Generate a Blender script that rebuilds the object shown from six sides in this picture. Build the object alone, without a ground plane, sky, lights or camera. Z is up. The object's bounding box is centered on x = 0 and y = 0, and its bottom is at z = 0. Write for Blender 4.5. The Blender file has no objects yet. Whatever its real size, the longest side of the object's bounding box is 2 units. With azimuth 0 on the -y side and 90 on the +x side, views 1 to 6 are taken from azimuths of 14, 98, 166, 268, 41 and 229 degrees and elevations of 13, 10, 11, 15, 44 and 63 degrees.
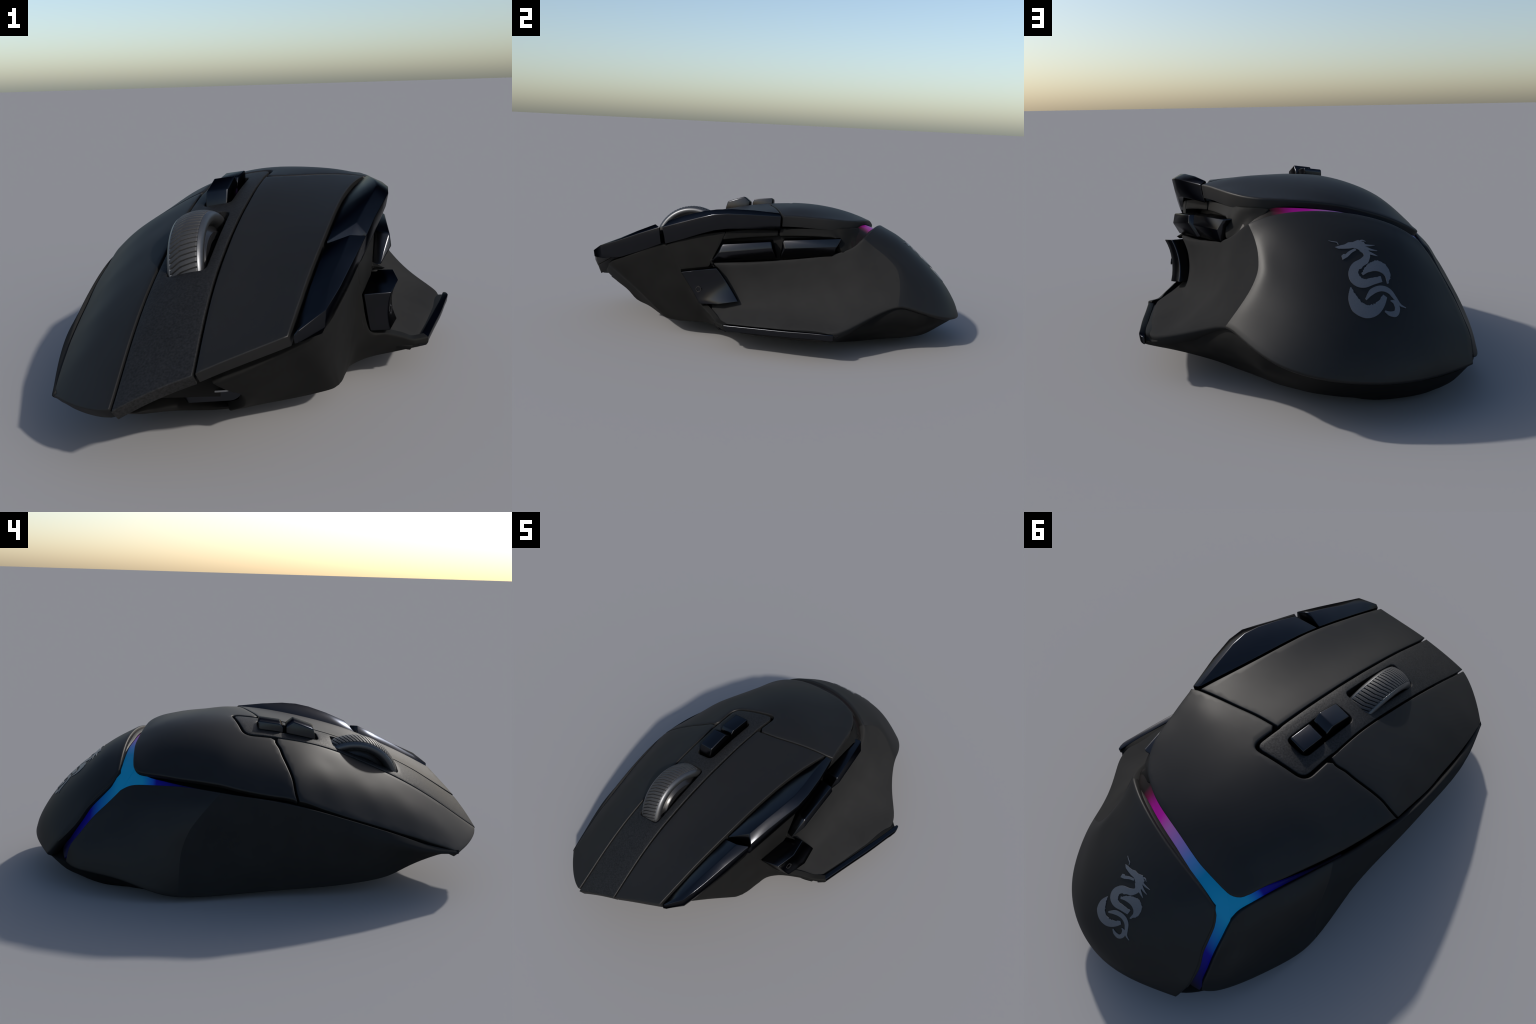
# Ergonomic wireless gaming mouse, built panel by panel from profiles and rules.
import bpy, bmesh, math
import numpy as np
from mathutils import Vector, Matrix
from mathutils.geometry import delaunay_2d_cdt
from mathutils.bvhtree import BVHTree

# ------------------------------------------------------------------ materials
def new_mat(name):
    m = bpy.data.materials.new(name)
    m.use_nodes = True
    nt = m.node_tree
    return m, nt, nt.nodes['Principled BSDF']

def plain(name, col, rough, spec=0.5, grain=0.0, scale=300.0, bump=0.0, metallic=0.0, coat=0.0, var=0.12):
    m, nt, p = new_mat(name)
    p.inputs['Roughness'].default_value = rough
    p.inputs['Specular IOR Level'].default_value = spec
    p.inputs['Metallic'].default_value = metallic
    p.inputs['Coat Weight'].default_value = coat
    p.inputs['Coat Roughness'].default_value = 0.08
    tc = nt.nodes.new('ShaderNodeTexCoord')
    big = nt.nodes.new('ShaderNodeTexNoise')
    big.inputs['Scale'].default_value = 9.0
    big.inputs['Detail'].default_value = 3.0
    nt.links.new(tc.outputs['Object'], big.inputs['Vector'])
    rmp = nt.nodes.new('ShaderNodeValToRGB')
    lo = [c * (1 - var) for c in col]; hi = [c * (1 + var) for c in col]
    rmp.color_ramp.elements[0].position = 0.3
    rmp.color_ramp.elements[1].position = 0.7
    rmp.color_ramp.elements[0].color = (*lo, 1)
    rmp.color_ramp.elements[1].color = (*hi, 1)
    nt.links.new(big.outputs['Fac'], rmp.inputs['Fac'])
    last = rmp.outputs['Color']
    if grain > 0 or bump > 0:
        fine = nt.nodes.new('ShaderNodeTexNoise')
        fine.inputs['Scale'].default_value = scale
        fine.inputs['Detail'].default_value = 2.0
        nt.links.new(tc.outputs['Object'], fine.inputs['Vector'])
        if grain > 0:
            mx = nt.nodes.new('ShaderNodeMix'); mx.data_type = 'RGBA'; mx.blend_type = 'MULTIPLY'
            mx.inputs['Factor'].default_value = 1.0
            r2 = nt.nodes.new('ShaderNodeValToRGB')
            r2.color_ramp.elements[0].position = 0.3; r2.color_ramp.elements[1].position = 0.7
            a, b = 1 - grain, 1 + grain
            r2.color_ramp.elements[0].color = (a, a, a, 1)
            r2.color_ramp.elements[1].color = (b, b, b, 1)
            nt.links.new(fine.outputs['Fac'], r2.inputs['Fac'])
            nt.links.new(last, mx.inputs['A']); nt.links.new(r2.outputs['Color'], mx.inputs['B'])
            last = mx.outputs['Result']
        if bump > 0:
            bp = nt.nodes.new('ShaderNodeBump')
            bp.inputs['Strength'].default_value = bump
            bp.inputs['Distance'].default_value = 0.002
            nt.links.new(fine.outputs['Fac'], bp.inputs['Height'])
            nt.links.new(bp.outputs['Normal'], p.inputs['Normal'])
    nt.links.new(last, p.inputs['Base Color'])
    return m

M_SHELL = plain('matte_black_plastic', (0.0308, 0.0307, 0.0308), 0.47, 0.0, 0.05, 500, metallic=0.7, var=0.03)
M_STRIP = plain('grained_black_plastic', (0.0315, 0.0315, 0.0318), 0.49, 0.0, 0.22, 160, 0.25, metallic=0.7, var=0.05)
M_GRIP = plain('rubber_grip', (0.0215, 0.0215, 0.0215), 1.0, 0.02, 0.05, 500, 0.0, var=0.06)
M_BODY = plain('satin_black_plastic', (0.0080, 0.0080, 0.0078), 0.65, 0.06, 0.05, 400)
M_GLOSS = plain('gloss_black_plastic', (0.0380, 0.0395, 0.0440), 0.22, 0.5, var=0.05, metallic=1.0)
for m_, t_ in ((M_GLOSS, .33), (M_SHELL, .80), (M_STRIP, .74)):      # no bright rim at grazing angles
    m_.node_tree.nodes['Principled BSDF'].inputs['Specular Tint'].default_value = (t_, t_, t_, 1)
M_CORE = plain('inner_frame_plastic', (0.004, 0.004, 0.004), 0.7, 0.2, var=0.05)
M_TYRE = plain('wheel_rubber', (0.028, 0.028, 0.029), 0.55, 0.4, 0.1, 300)
M_RIM = plain('brushed_metal', (0.085, 0.088, 0.094), 0.38, 0.5, 0.05, 200, metallic=0.8, var=0.05)
M_HUB = plain('wheel_hub_plastic', (0.012, 0.012, 0.013), 0.25, 0.5)
M_PORT = plain('port_metal', (0.25, 0.25, 0.25), 0.35, 0.5, metallic=1.0)
M_MARK = plain('emblem_print', (0.080, 0.086, 0.100), 0.42, 0.5, 0.08, 300, var=0.08)
M_ICON = plain('button_icon_print', (0.010, 0.010, 0.011), 0.3, 0.3)

def led_material():
    m, nt, p = new_mat('light_guide')
    N, L = nt.nodes, nt.links
    tc = N.new('ShaderNodeTexCoord'); sx = N.new('ShaderNodeSeparateXYZ')
    L.new(tc.outputs['Object'], sx.inputs[0])
    def ramp(sock, lo, hi, stops):
        mr = N.new('ShaderNodeMapRange')
        mr.inputs['From Min'].default_value = lo; mr.inputs['From Max'].default_value = hi
        L.new(sock, mr.inputs['Value'])
        r = N.new('ShaderNodeValToRGB')
        e = r.color_ramp.elements
        while len(e) > 1: e.remove(e[-1])
        for i, (pos, col) in enumerate(stops):
            q = (pos - lo) / (hi - lo)
            el = e[0] if i == 0 else e.new(q)
            el.position = q; el.color = (*col, 1)
        L.new(mr.outputs[0], r.inputs['Fac'])
        return r.outputs['Color']
    cyan = (0.0020, 0.105, 0.245); blue = (0.0015, 0.045, 0.19); navy = (0.002, 0.002, 0.115); dark = (0.001, 0.001, 0.004)
    across = ramp(sx.outputs['X'], -0.5, 0.3, [(-0.33, cyan), (-0.24, (0.002, 0.09, 0.225)), (-0.17, (0.030, 0.090, 0.27)),
                  (-0.09, (0.12, 0.080, 0.28)), (-0.03, (0.20, 0.07, 0.26)), (0.02, (0.27, 0.008, 0.24)), (0.07, (0.22, 0.006, 0.18)),
                  (0.115, (0.08, 0.006, 0.03)), (0.145, (0.008, 0.006, 0.006))])
    along = ramp(sx.outputs['Y'], 0.0, 1.0, [(0.20, dark), (0.31, (0.001, 0.001, 0.03)), (0.415, navy), (0.43, (0.002, 0.03, 0.22)), (0.475, cyan),
                 (0.575, cyan), (0.65, blue), (0.69, navy), (0.76, (0.001, 0.001, 0.04)), (0.80, dark)])
    st = N.new('ShaderNodeMapRange'); st.inputs['From Min'].default_value = -0.36; st.inputs['From Max'].default_value = -0.33
    L.new(sx.outputs['X'], st.inputs['Value'])
    mx = N.new('ShaderNodeMix'); mx.data_type = 'RGBA'
    L.new(st.outputs[0], mx.inputs['Factor']); L.new(along, mx.inputs['A']); L.new(across, mx.inputs['B'])
    dk = N.new('ShaderNodeMix'); dk.data_type = 'RGBA'; dk.blend_type = 'MULTIPLY'; dk.inputs['Factor'].default_value = 1.0
    dk.inputs['B'].default_value = (.35, .35, .35, 1)
    L.new(mx.outputs['Result'], dk.inputs['A'])
    L.new(dk.outputs['Result'], p.inputs['Base Color'])
    L.new(mx.outputs['Result'], p.inputs['Emission Color'])
    p.inputs['Emission Strength'].default_value = 0.68
    p.inputs['Roughness'].default_value = 0.5
    p.inputs['Specular IOR Level'].default_value = 0.12
    return m
M_LED = led_material()

# ------------------------------------------------------------------ helpers
def root_object():
    e = bpy.data.objects.new('computer_mouse', None)
    bpy.context.scene.collection.objects.link(e)
    e['label'] = 'black ergonomic gaming mouse with thumb buttons and light strip'
    e['category'] = 'computer mouse'
    return e
ROOT = root_object()

def add_mesh(name, verts, faces, mat, parent=None, smooth=True, angle=40):
    me = bpy.data.meshes.new(name)
    me.from_pydata([tuple(map(float, v)) for v in verts], [], [tuple(map(int, f)) for f in faces])
    me.materials.append(mat)
    bm = bmesh.new(); bm.from_mesh(me)
    bmesh.ops.remove_doubles(bm, verts=bm.verts, dist=1e-6)
    bmesh.ops.recalc_face_normals(bm, faces=bm.faces)
    bm.to_mesh(me); bm.free()
    ob = bpy.data.objects.new(name, me)
    bpy.context.scene.collection.objects.link(ob)
    ob.parent = parent or ROOT
    if smooth:
        me.polygons.foreach_set('use_smooth', [True] * len(me.polygons))
        me.set_sharp_from_angle(angle=math.radians(angle))
    return ob

def apply_mods(ob):
    dg = bpy.context.evaluated_depsgraph_get()
    me = bpy.data.meshes.new_from_object(ob.evaluated_get(dg))
    old = ob.data
    ob.modifiers.clear(); ob.data = me; me.name = ob.name
    bpy.data.meshes.remove(old)

def bevel(ob, w, seg=3, ang=30, smooth_ang=40):
    b = ob.modifiers.new('b', 'BEVEL'); b.width = w; b.segments = seg
    b.limit_method = 'ANGLE'; b.angle_limit = math.radians(ang); b.harden_normals = False
    apply_mods(ob)
    me = ob.data
    me.polygons.foreach_set('use_smooth', [True] * len(me.polygons))
    me.set_sharp_from_angle(angle=math.radians(smooth_ang))

def spline(P, n, closed=False):
    """Chord-length Catmull-Rom through P, n samples evenly spaced in arc length."""
    P = np.asarray(P, float)
    if closed:
        P = np.vstack([P[-1], P, P[0], P[1]])
    else:
        P = np.vstack([2 * P[0] - P[1], P, 2 * P[-1] - P[-2]])
    out = []
    for i in range(1, len(P) - 2):
        p0, p1, p2, p3 = P[i - 1:i + 3]
        d1 = max(np.linalg.norm(p1 - p0), 1e-6) ** .5; d2 = max(np.linalg.norm(p2 - p1), 1e-6) ** .5; d3 = max(np.linalg.norm(p3 - p2), 1e-6) ** .5
        m1 = d2 * ((p1 - p0) / d1 - (p2 - p0) / (d1 + d2) + (p2 - p1) / d2)
        m2 = d2 * ((p2 - p1) / d2 - (p3 - p1) / (d2 + d3) + (p3 - p2) / d3)
        t = np.linspace(0, 1, 24, endpoint=False)[:, None]
        out.append((2 * t**3 - 3 * t**2 + 1) * p1 + (t**3 - 2 * t**2 + t) * m1 + (-2 * t**3 + 3 * t**2) * p2 + (t**3 - t**2) * m2)
    out = np.vstack(out + [P[-2][None]])
    d = np.r_[0, np.cumsum(np.linalg.norm(np.diff(out, axis=0), axis=1))]
    t = np.linspace(0, d[-1], n + 1)[:-1] if closed else np.linspace(0, d[-1], n)
    return np.stack([np.interp(t, d, out[:, k]) for k in range(P.shape[1])], 1)

def smooth_interp(C, per):
    """Columns C (k,nv,3) -> many columns; per = subdivisions in each span. Exact at the given columns."""
    C = np.asarray(C, float); k = len(C)
    P = np.concatenate([[2 * C[0] - C[1]], C, [2 * C[-1] - C[-2]]])
    res = []
    for i in range(1, k):
        p0, p1, p2, p3 = P[i - 1], P[i], P[i + 1], P[i + 2]
        def dist(a, b): return np.maximum(np.linalg.norm(a - b, axis=1).mean(), 1e-6) ** .5
        d1, d2, d3 = dist(p0, p1), dist(p1, p2), dist(p2, p3)
        m1 = d2 * ((p1 - p0) / d1 - (p2 - p0) / (d1 + d2) + (p2 - p1) / d2)
        m2 = d2 * ((p2 - p1) / d2 - (p3 - p1) / (d2 + d3) + (p3 - p2) / d3)
        for j in range(per):
            t = j / per
            res.append((2*t**3 - 3*t**2 + 1) * p1 + (t**3 - 2*t**2 + t) * m1 + (-2*t**3 + 3*t**2) * p2 + (t**3 - t**2) * m2)
    res.append(C[-1])
    return np.array(res)

def grid_normals(G):
    du = np.gradient(G, axis=0); dv = np.gradient(G, axis=1)
    n = np.cross(du, dv)
    return n / np.maximum(np.linalg.norm(n, axis=2, keepdims=True), 1e-9)

def shell_geometry(columns, nv, per, out_dir, r=0.007, t=0.03, rim_in=None, fair=0, hold=1):
    """Closed thick panel from a fan of columns (each a list of points top->bottom).
    Returns verts, faces, and the column index of every face."""
    C = np.array([spline(c, nv) for c in columns])
    G = smooth_interp(C, per)
    if fair > 0:      # iron ripples out of the skin along its length, holding both ends
        m = len(G); D = np.diff(np.eye(m), 2, axis=0); w = np.ones(m); w[:hold * per + 1] = 60; w[-1] = 500
        G = np.linalg.solve(np.diag(w) + fair * D.T @ D, (w[:, None] * G.reshape(m, -1))).reshape(G.shape)
    N = grid_normals(G)
    flip = (N * np.asarray(out_dir(G) if callable(out_dir) else out_dir)).sum() < 0
    if flip: N = -N
    nu = len(G)
    ring = [(i, 0) for i in range(nu)] + [(nu - 1, j) for j in range(1, nv)] + \
           [(i, nv - 1) for i in range(nu - 2, -1, -1)] + [(0, j) for j in range(nv - 2, 0, -1)]
    verts = [G[i, j] for i in range(nu) for j in range(nv)]
    idx = lambda i, j: i * nv + j
    faces, col = [], []
    for i in range(nu - 1):
        for j in range(nv - 1):
            faces.append((idx(i, j), idx(i + 1, j), idx(i + 1, j + 1), idx(i, j + 1))); col.append(i)
    m = len(ring)
    P = np.array([G[a] for a in ring]); NN = np.array([N[a] for a in ring])
    tang = np.roll(P, -1, 0) - np.roll(P, 1, 0)
    tang /= np.maximum(np.linalg.norm(tang, axis=1, keepdims=True), 1e-9)
    B = np.cross(tang, NN); B /= np.maximum(np.linalg.norm(B, axis=1, keepdims=True), 1e-9)
    cen = G.reshape(-1, 3).mean(0)
    if (B * (P - cen)).sum() < 0: B = -B
    prof = [(r * math.sin(a), r * (1 - math.cos(a))) for a in np.radians([30, 60, 90])] + [(r, r + (rim_in or t))]
    prev = [idx(*a) for a in ring]
    for o, d in prof:
        base = len(verts)
        verts += list(P + B * o - NN * d)
        cur = list(range(base, base + m))
        for k in range(m):
            k2 = (k + 1) % m
            faces.append((prev[k], prev[k2], cur[k2], cur[k]))
            col.append(min(ring[k][0], ring[k2][0], nu - 2))
        prev = cur
    # back skin
    inner = {}
    for k, a in enumerate(ring): inner[a] = prev[k]
    for i in range(1, nu - 1):
        for j in range(1, nv - 1):
            inner[(i, j)] = len(verts); verts.append(G[i, j] - N[i, j] * (r + t))
    for i in range(nu - 1):
        for j in range(nv - 1):
            faces.append((inner[(i, j)], inner[(i, j + 1)], inner[(i + 1, j + 1)], inner[(i + 1, j)])); col.append(i)
    return np.array(verts), faces, np.array(col), G, N

def split_shell(geo, names_mats, cuts, per, angle=50):
    """Build the panel once, then hand its columns out to several named parts with common normals."""
    verts, faces, col, G, N = geo
    tmp = add_mesh('tmp', verts, faces, names_mats[0][1], angle=angle)
    # remove_doubles may have merged: read back
    me = tmp.data
    nrm = {}
    vn = [v.normal.copy() for v in me.vertices]
    # face -> column by nearest column centre
    cen = (G[:-1, :, :].copy() + G[1:, :, :]) / 2
    obs = []
    key = {}
    for f, c in zip(faces, col):
        key[tuple(sorted(f))] = c
    bounds = [0] + [int(c * per) for c in cuts] + [10**9]
    same = len(me.vertices) == len(verts)
    for k, (name, mat) in enumerate(names_mats):
        lo, hi = bounds[k], bounds[k + 1]
        sel = [p for p in me.polygons if lo <= key.get(tuple(sorted(p.vertices)), -1) < hi]
        used = sorted({v for p in sel for v in p.vertices}); mp = {v: i for i, v in enumerate(used)}
        m2 = bpy.data.meshes.new(name)
        m2.from_pydata([me.vertices[v].co for v in used], [], [[mp[v] for v in p.vertices] for p in sel])
        m2.materials.append(mat)
        m2.polygons.foreach_set('use_smooth', [True] * len(m2.polygons))
        m2.normals_split_custom_set_from_vertices([vn[v] for v in used])
        ob = bpy.data.objects.new(name, m2); bpy.context.scene.collection.objects.link(ob); ob.parent = ROOT
        obs.append(ob)
    bpy.data.objects.remove(tmp); bpy.data.meshes.remove(me)
    return obs

def shell(name, columns, mat, out_dir, nv=24, per=8, r=0.007, t=0.03, rim_in=None, angle=50):
    v, f, c, G, N = shell_geometry(columns, nv, per, out_dir, r, t, rim_in)
    return add_mesh(name, v, f, mat, angle=angle)

def loft(name, sections, mat, closed_ends=True, per=1, parent=None, bev=0, angle=40, seg=3):
    """Rings of equal length joined into a tube, ends capped."""
    S = [np.asarray(s, float) for s in sections]
    if per > 1: S = list(smooth_interp(np.array(S), per))
    n = len(S[0]); verts = np.vstack(S); faces = []
    for i in range(len(S) - 1):
        for k in range(n):
            a, b = i * n + k, i * n + (k + 1) % n
            faces.append((a, b, b + n, a + n))
    if closed_ends:
        faces.append(tuple(range(n))); faces.append(tuple(range((len(S) - 1) * n, len(S) * n)))
    ob = add_mesh(name, verts, faces, mat, parent, angle=angle)
    if bev: bevel(ob, bev, seg)
    return ob

def hull(name, pts, mat, bev=0.006, parent=None, seg=3, ang=12):
    bm = bmesh.new()
    for p in pts: bm.verts.new(p)
    r = bmesh.ops.convex_hull(bm, input=bm.verts)
    bmesh.ops.delete(bm, geom=[v for v in bm.verts if not v.link_faces], context='VERTS')
    bmesh.ops.dissolve_limit(bm, angle_limit=math.radians(4), verts=bm.verts, edges=bm.edges)
    bmesh.ops.recalc_face_normals(bm, faces=bm.faces)
    me = bpy.data.meshes.new(name); bm.to_mesh(me); bm.free()
    me.materials.append(mat)
    ob = bpy.data.objects.new(name, me); bpy.context.scene.collection.objects.link(ob); ob.parent = parent or ROOT
    if bev: bevel(ob, bev, seg, ang)
    return ob

# ------------------------------------------------------------------ crown surface of all top panels
S1 = [(.004, -.944, .302), (-.006, -.845, .364), (-.014, -.745, .425), (-.020, -.636, .479), (-.024, -.523, .526), (-.027, -.407, .567),
      (-.029, -.282, .604), (-.031, -.155, .636), (-.032, -.014, .659)]
S2 = [(.216, -.867, .383), (.224, -.764, .434), (.231, -.659, .481), (.240, -.550, .525), (.248, -.438, .565), (.253, -.315, .597),
      (.260, -.188, .623), (.273, -.054, .643), (.295, .086, .650)]
S3 = [(-.032, -.014, .659), (.053, .007, .660), (.135, .035, .660), (.216, .061, .658), (.295, .086, .650)]
S4 = [(-.206, -.990, .214), (-.218, -.826, .324), (-.225, -.687, .407), (-.228, -.566, .466), (-.230, -.456, .514), (-.232, -.354, .553),
      (-.234, -.260, .581), (-.239, -.173, .598), (-.246, -.087, .611)]
S5 = [(-.430, -.862, .176), (-.464, -.723, .231), (-.489, -.598, .276), (-.507, -.483, .314), (-.525, -.373, .352), (-.532, -.270, .384), (-.538, -.166, .420)]
RFRONT = [(-.206, -.993, .213), (-.252, -.978, .203), (-.306, -.951, .194), (-.366, -.912, .185), (-.430, -.862, .176)]
PALM_RIGHT = [(-.538, -.161, .424), (-.526, -.073, .433), (-.513, .012, .443), (-.498, .097, .456), (-.479, .177, .466), (-.457, .253, .472),
              (-.434, .328, .474), (-.410, .401, .478), (-.396, .457, .483)]
PALM_BACK = [(-.316, .523, .519), (-.264, .527, .542), (-.211, .529, .561), (-.161, .525, .575), (-.112, .519, .588), (-.063, .513, .598), (-.013, .507, .606),
             (.036, .500, .613), (.084, .488, .617), (.130, .470, .620), (.176, .446, .622), (.218, .403, .625), (.256, .338, .632), (.289, .233, .637), (.324, .112, .641)]
CREST = [(-.133, .15, .660), (-.263, .15, .621), (-.362, .15, .573), (-.455, .15, .500), (.024, .15, .671), (.16, .15, .669), (.225, .15, .661),
         (-.323, .345, .568), (0, .29, .660), (-.05, .40, .638), (-.1, .47, .612), (0, .10, .668), (.05, .46, .622)]
REAR_SEAM = [(-.273, -.085, .600), (-.310, -.101, .581), (-.350, -.112, .559), (-.390, -.126, .537), (-.430, -.140, .513), (-.465, -.151, .489), (-.500, -.157, .460), (-.520, -.162, .439)]
def between(A, B, y, s, bulge):
    A, B = np.array(A), np.array(B)
    a = [np.interp(y, A[:, 1], A[:, k]) for k in (0, 2)]; b = [np.interp(y, B[:, 1], B[:, k]) for k in (0, 2)]
    return (a[0] + (b[0] - a[0]) * s, y, a[1] + (b[1] - a[1]) * s + bulge)
RIGHT_BULGE = [between(S4, S5, y, s, k * e) for y, k in ((-.30, 1.0), (-.48, .95), (-.66, .85), (-.79, .6)) for s, e in ((.33, .018), (.70, .029))]
STRIP_CROWN = [(-.064, -.633, .482), (-.072, -.334, .593), (-.092, -.264, .609), (-.183, -.631, .453), (-.06, -.48, .545)]
LEFT_DISH = [between(S1, S2, y, s, -d) for y, d in ((-.10, .000), (-.22, .003), (-.36, .006), (-.50, .008), (-.64, .008), (-.78, .006)) for s in (.35, .65)]
CROWN = np.array(STRIP_CROWN + REAR_SEAM + RIGHT_BULGE + LEFT_DISH + S1 + S2 + S3 + S4 + S5 + RFRONT + PALM_RIGHT + PALM_BACK + CREST)

def fit_tps(P, lam=2.5e-3):
    n = len(P); d = np.linalg.norm(P[:, None, :2] - P[None, :, :2], axis=2)
    K = np.where(d > 0, d**2 * np.log(np.maximum(d, 1e-9)), 0) + lam * np.eye(n)
    Q = np.c_[np.ones(n), P[:, :2]]
    A = np.zeros((n + 3, n + 3)); A[:n, :n] = K; A[:n, n:] = Q; A[n:, :n] = Q.T
    return np.linalg.solve(A, np.r_[P[:, 2], 0, 0, 0])
_W = fit_tps(CROWN)
def top(xy):
    xy = np.atleast_2d(np.asarray(xy, float))
    d = np.linalg.norm(xy[:, None, :] - CROWN[None, :, :2], axis=2)
    K = np.where(d > 0, d**2 * np.log(np.maximum(d, 1e-9)), 0)
    return K @ _W[:-3] + np.c_[np.ones(len(xy)), xy] @ _W[-3:]
def top_normal(xy):
    xy = np.atleast_2d(np.asarray(xy, float)); e = 0.012
    gx = (top(xy + [e, 0]) - top(xy - [e, 0])) / (2 * e); gy = (top(xy + [0, e]) - top(xy - [0, e])) / (2 * e)
    n = np.c_[-gx, -gy, np.ones(len(xy))]
    return n / np.linalg.norm(n, axis=1, keepdims=True)

def area2(P): return 0.5 * np.sum(P[:, 0] * np.roll(P[:, 1], -1) - np.roll(P[:, 0], -1) * P[:, 1])
def offset_loop(P, o):
    """Move a CCW plan loop outwards by o (mitred)."""
    e = np.roll(P, -1, 0) - P; e /= np.maximum(np.linalg.norm(e, axis=1, keepdims=True), 1e-9)
    n = np.c_[e[:, 1], -e[:, 0]]; pn = np.roll(n, 1, 0)
    b = n + pn; b /= np.maximum(np.linalg.norm(b, axis=1, keepdims=True), 1e-9)
    return P + b * (o / np.maximum((b * n).sum(1, keepdims=True), 0.5))
def densify(P, step=0.012):
    out = []
    for a, b in zip(P, np.roll(P, -1, 0)):
        k = max(1, int(np.linalg.norm(b - a) / step))
        out += [a + (b - a) * i / k for i in range(k)]
    return np.array(out)
def round_corners(P, rad, seg=6):
    """Round chosen vertices of a polygon: rad = list of radii (0 = sharp)."""
    P = np.asarray(P, float); out = []
    for i, p in enumerate(P):
        r = rad[i] if not np.isscalar(rad) else rad
        if r <= 0: out.append(p); continue
        a = P[i - 1] - p; b = P[(i + 1) % len(P)] - p
        la, lb = np.linalg.norm(a), np.linalg.norm(b)
        r = min(r, la * .49, lb * .49)
        A, B = p + a / la * r, p + b / lb * r
        for s in np.linspace(0, 1, seg + 1):
            out.append((1 - s)**2 * A + 2 * s * (1 - s) * p + s * s * B)
    return np.array(out)
def inside(P, q):
    x, y = P[:, 0], P[:, 1]; x2, y2 = np.roll(x, -1), np.roll(y, -1); r = np.zeros(len(q), bool)
    for a, b, c, d in zip(x, y, x2, y2):
        m = ((b > q[:, 1]) != (d > q[:, 1]))
        if b != d: r ^= m & (q[:, 0] < (c - a) * (q[:, 1] - b) / (d - b) + a)
    return r

def plate(name, outline, mat, holes=(), r=0.0036, t=0.03, lift=0.0, step=0.016, parent=None, dense=0.012, height=None, angle=45):
    """Panel lying on the crown: plan outline + holes, rounded rim, wall of depth t along the normal."""
    H = height or top
    outline = densify(np.asarray(outline, float), dense)
    if area2(outline) < 0: outline = outline[::-1]
    loops = [(outline, 1)]
    for h in holes:
        h = densify(np.asarray(h, float), dense * .7)
        if area2(h) < 0: h = h[::-1]
        loops.append((h, -1))
    rings = []
    ins = [offset_loop(L, -r * s) for L, s in loops]
    lo, hi = ins[0].min(0), ins[0].max(0)
    gx, gy = np.meshgrid(np.arange(lo[0], hi[0], step), np.arange(lo[1], hi[1], step))
    q = np.c_[gx.ravel(), gy.ravel()]
    keep = inside(ins[0], q)
    for h in ins[1:]: keep &= ~inside(h, q)
    allb = np.vstack(ins)
    keep &= (np.linalg.norm(q[:, None] - allb[None], axis=2).min(1) > step * .55)
    q = q[keep]
    pts, edges, c = [], [], 0
    for L in ins:
        n = len(L); pts += list(L); edges += [(c + i, c + (i + 1) % n) for i in range(n)]; c += n
    pts += list(q)
    vo, eo, fo, ov, oe, of = delaunay_2d_cdt([Vector(p) for p in pts], edges, [], 1, 1e-7)
    V2 = np.array([tuple(v) for v in vo])
    cen = np.array([V2[list(f)].mean(0) for f in fo])
    ok = inside(ins[0], cen)
    for h in ins[1:]: ok &= ~inside(h, cen)
    fo = [f for f, k in zip(fo, ok) if k]
    omap = {}
    for i, src in enumerate(ov):
        for s in src: omap[s] = i
    tt = (lambda q: np.asarray(t(q))[:, None]) if callable(t) else (lambda q: np.full((len(q), 1), t))
    def nrm(xy):
        if height is None: return top_normal(xy)
        e = .008
        gx = (H(xy + [e, 0]) - H(xy - [e, 0])) / (2 * e); gy = (H(xy + [0, e]) - H(xy - [0, e])) / (2 * e)
        n = np.c_[-gx, -gy, np.ones(len(xy))]; return n / np.linalg.norm(n, axis=1, keepdims=True)
    Nv = nrm(V2)
    verts = list(np.c_[V2, H(V2)] + Nv * lift)
    faces = [tuple(f) for f in fo]
    nfront = len(verts)
    low = {i: None for i in range(nfront)}
    c = 0
    for (L, s), I in zip(loops, ins):
        m = len(L); prev = [omap[c + k] for k in range(m)]; first = list(prev); c += m
        for o, d in [(r * (math.sin(a) - 1), r * (1 - math.cos(a))) for a in np.radians([30, 60, 90])] + [(0, None)]:
            Q = offset_loop(L, o * s); nn = nrm(Q)
            base = len(verts); verts += list(np.c_[Q, H(Q)] + nn * (lift - (d if d is not None else r + tt(Q))))
            cur = list(range(base, base + m))
            faces += [(prev[k], prev[(k + 1) % m], cur[(k + 1) % m], cur[k]) for k in range(m)]
            prev = cur
        for a, b in zip(first, prev): low[a] = b
    for i in range(nfront):
        if low[i] is None:
            low[i] = len(verts); verts.append(np.array([*V2[i], H(V2[i:i+1])[0]]) + Nv[i] * (lift - r - tt(V2[i:i+1])[0, 0]))
    faces += [tuple(low[v] for v in f[::-1]) for f in fo]
    return add_mesh(name, verts, faces, mat, parent, angle=angle)

xy = lambda L: np.array([p[:2] for p in L])
def shifted(P, dx=0, dy=0): return np.asarray(P) + [dx, dy]

GAP = 0.008
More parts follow.
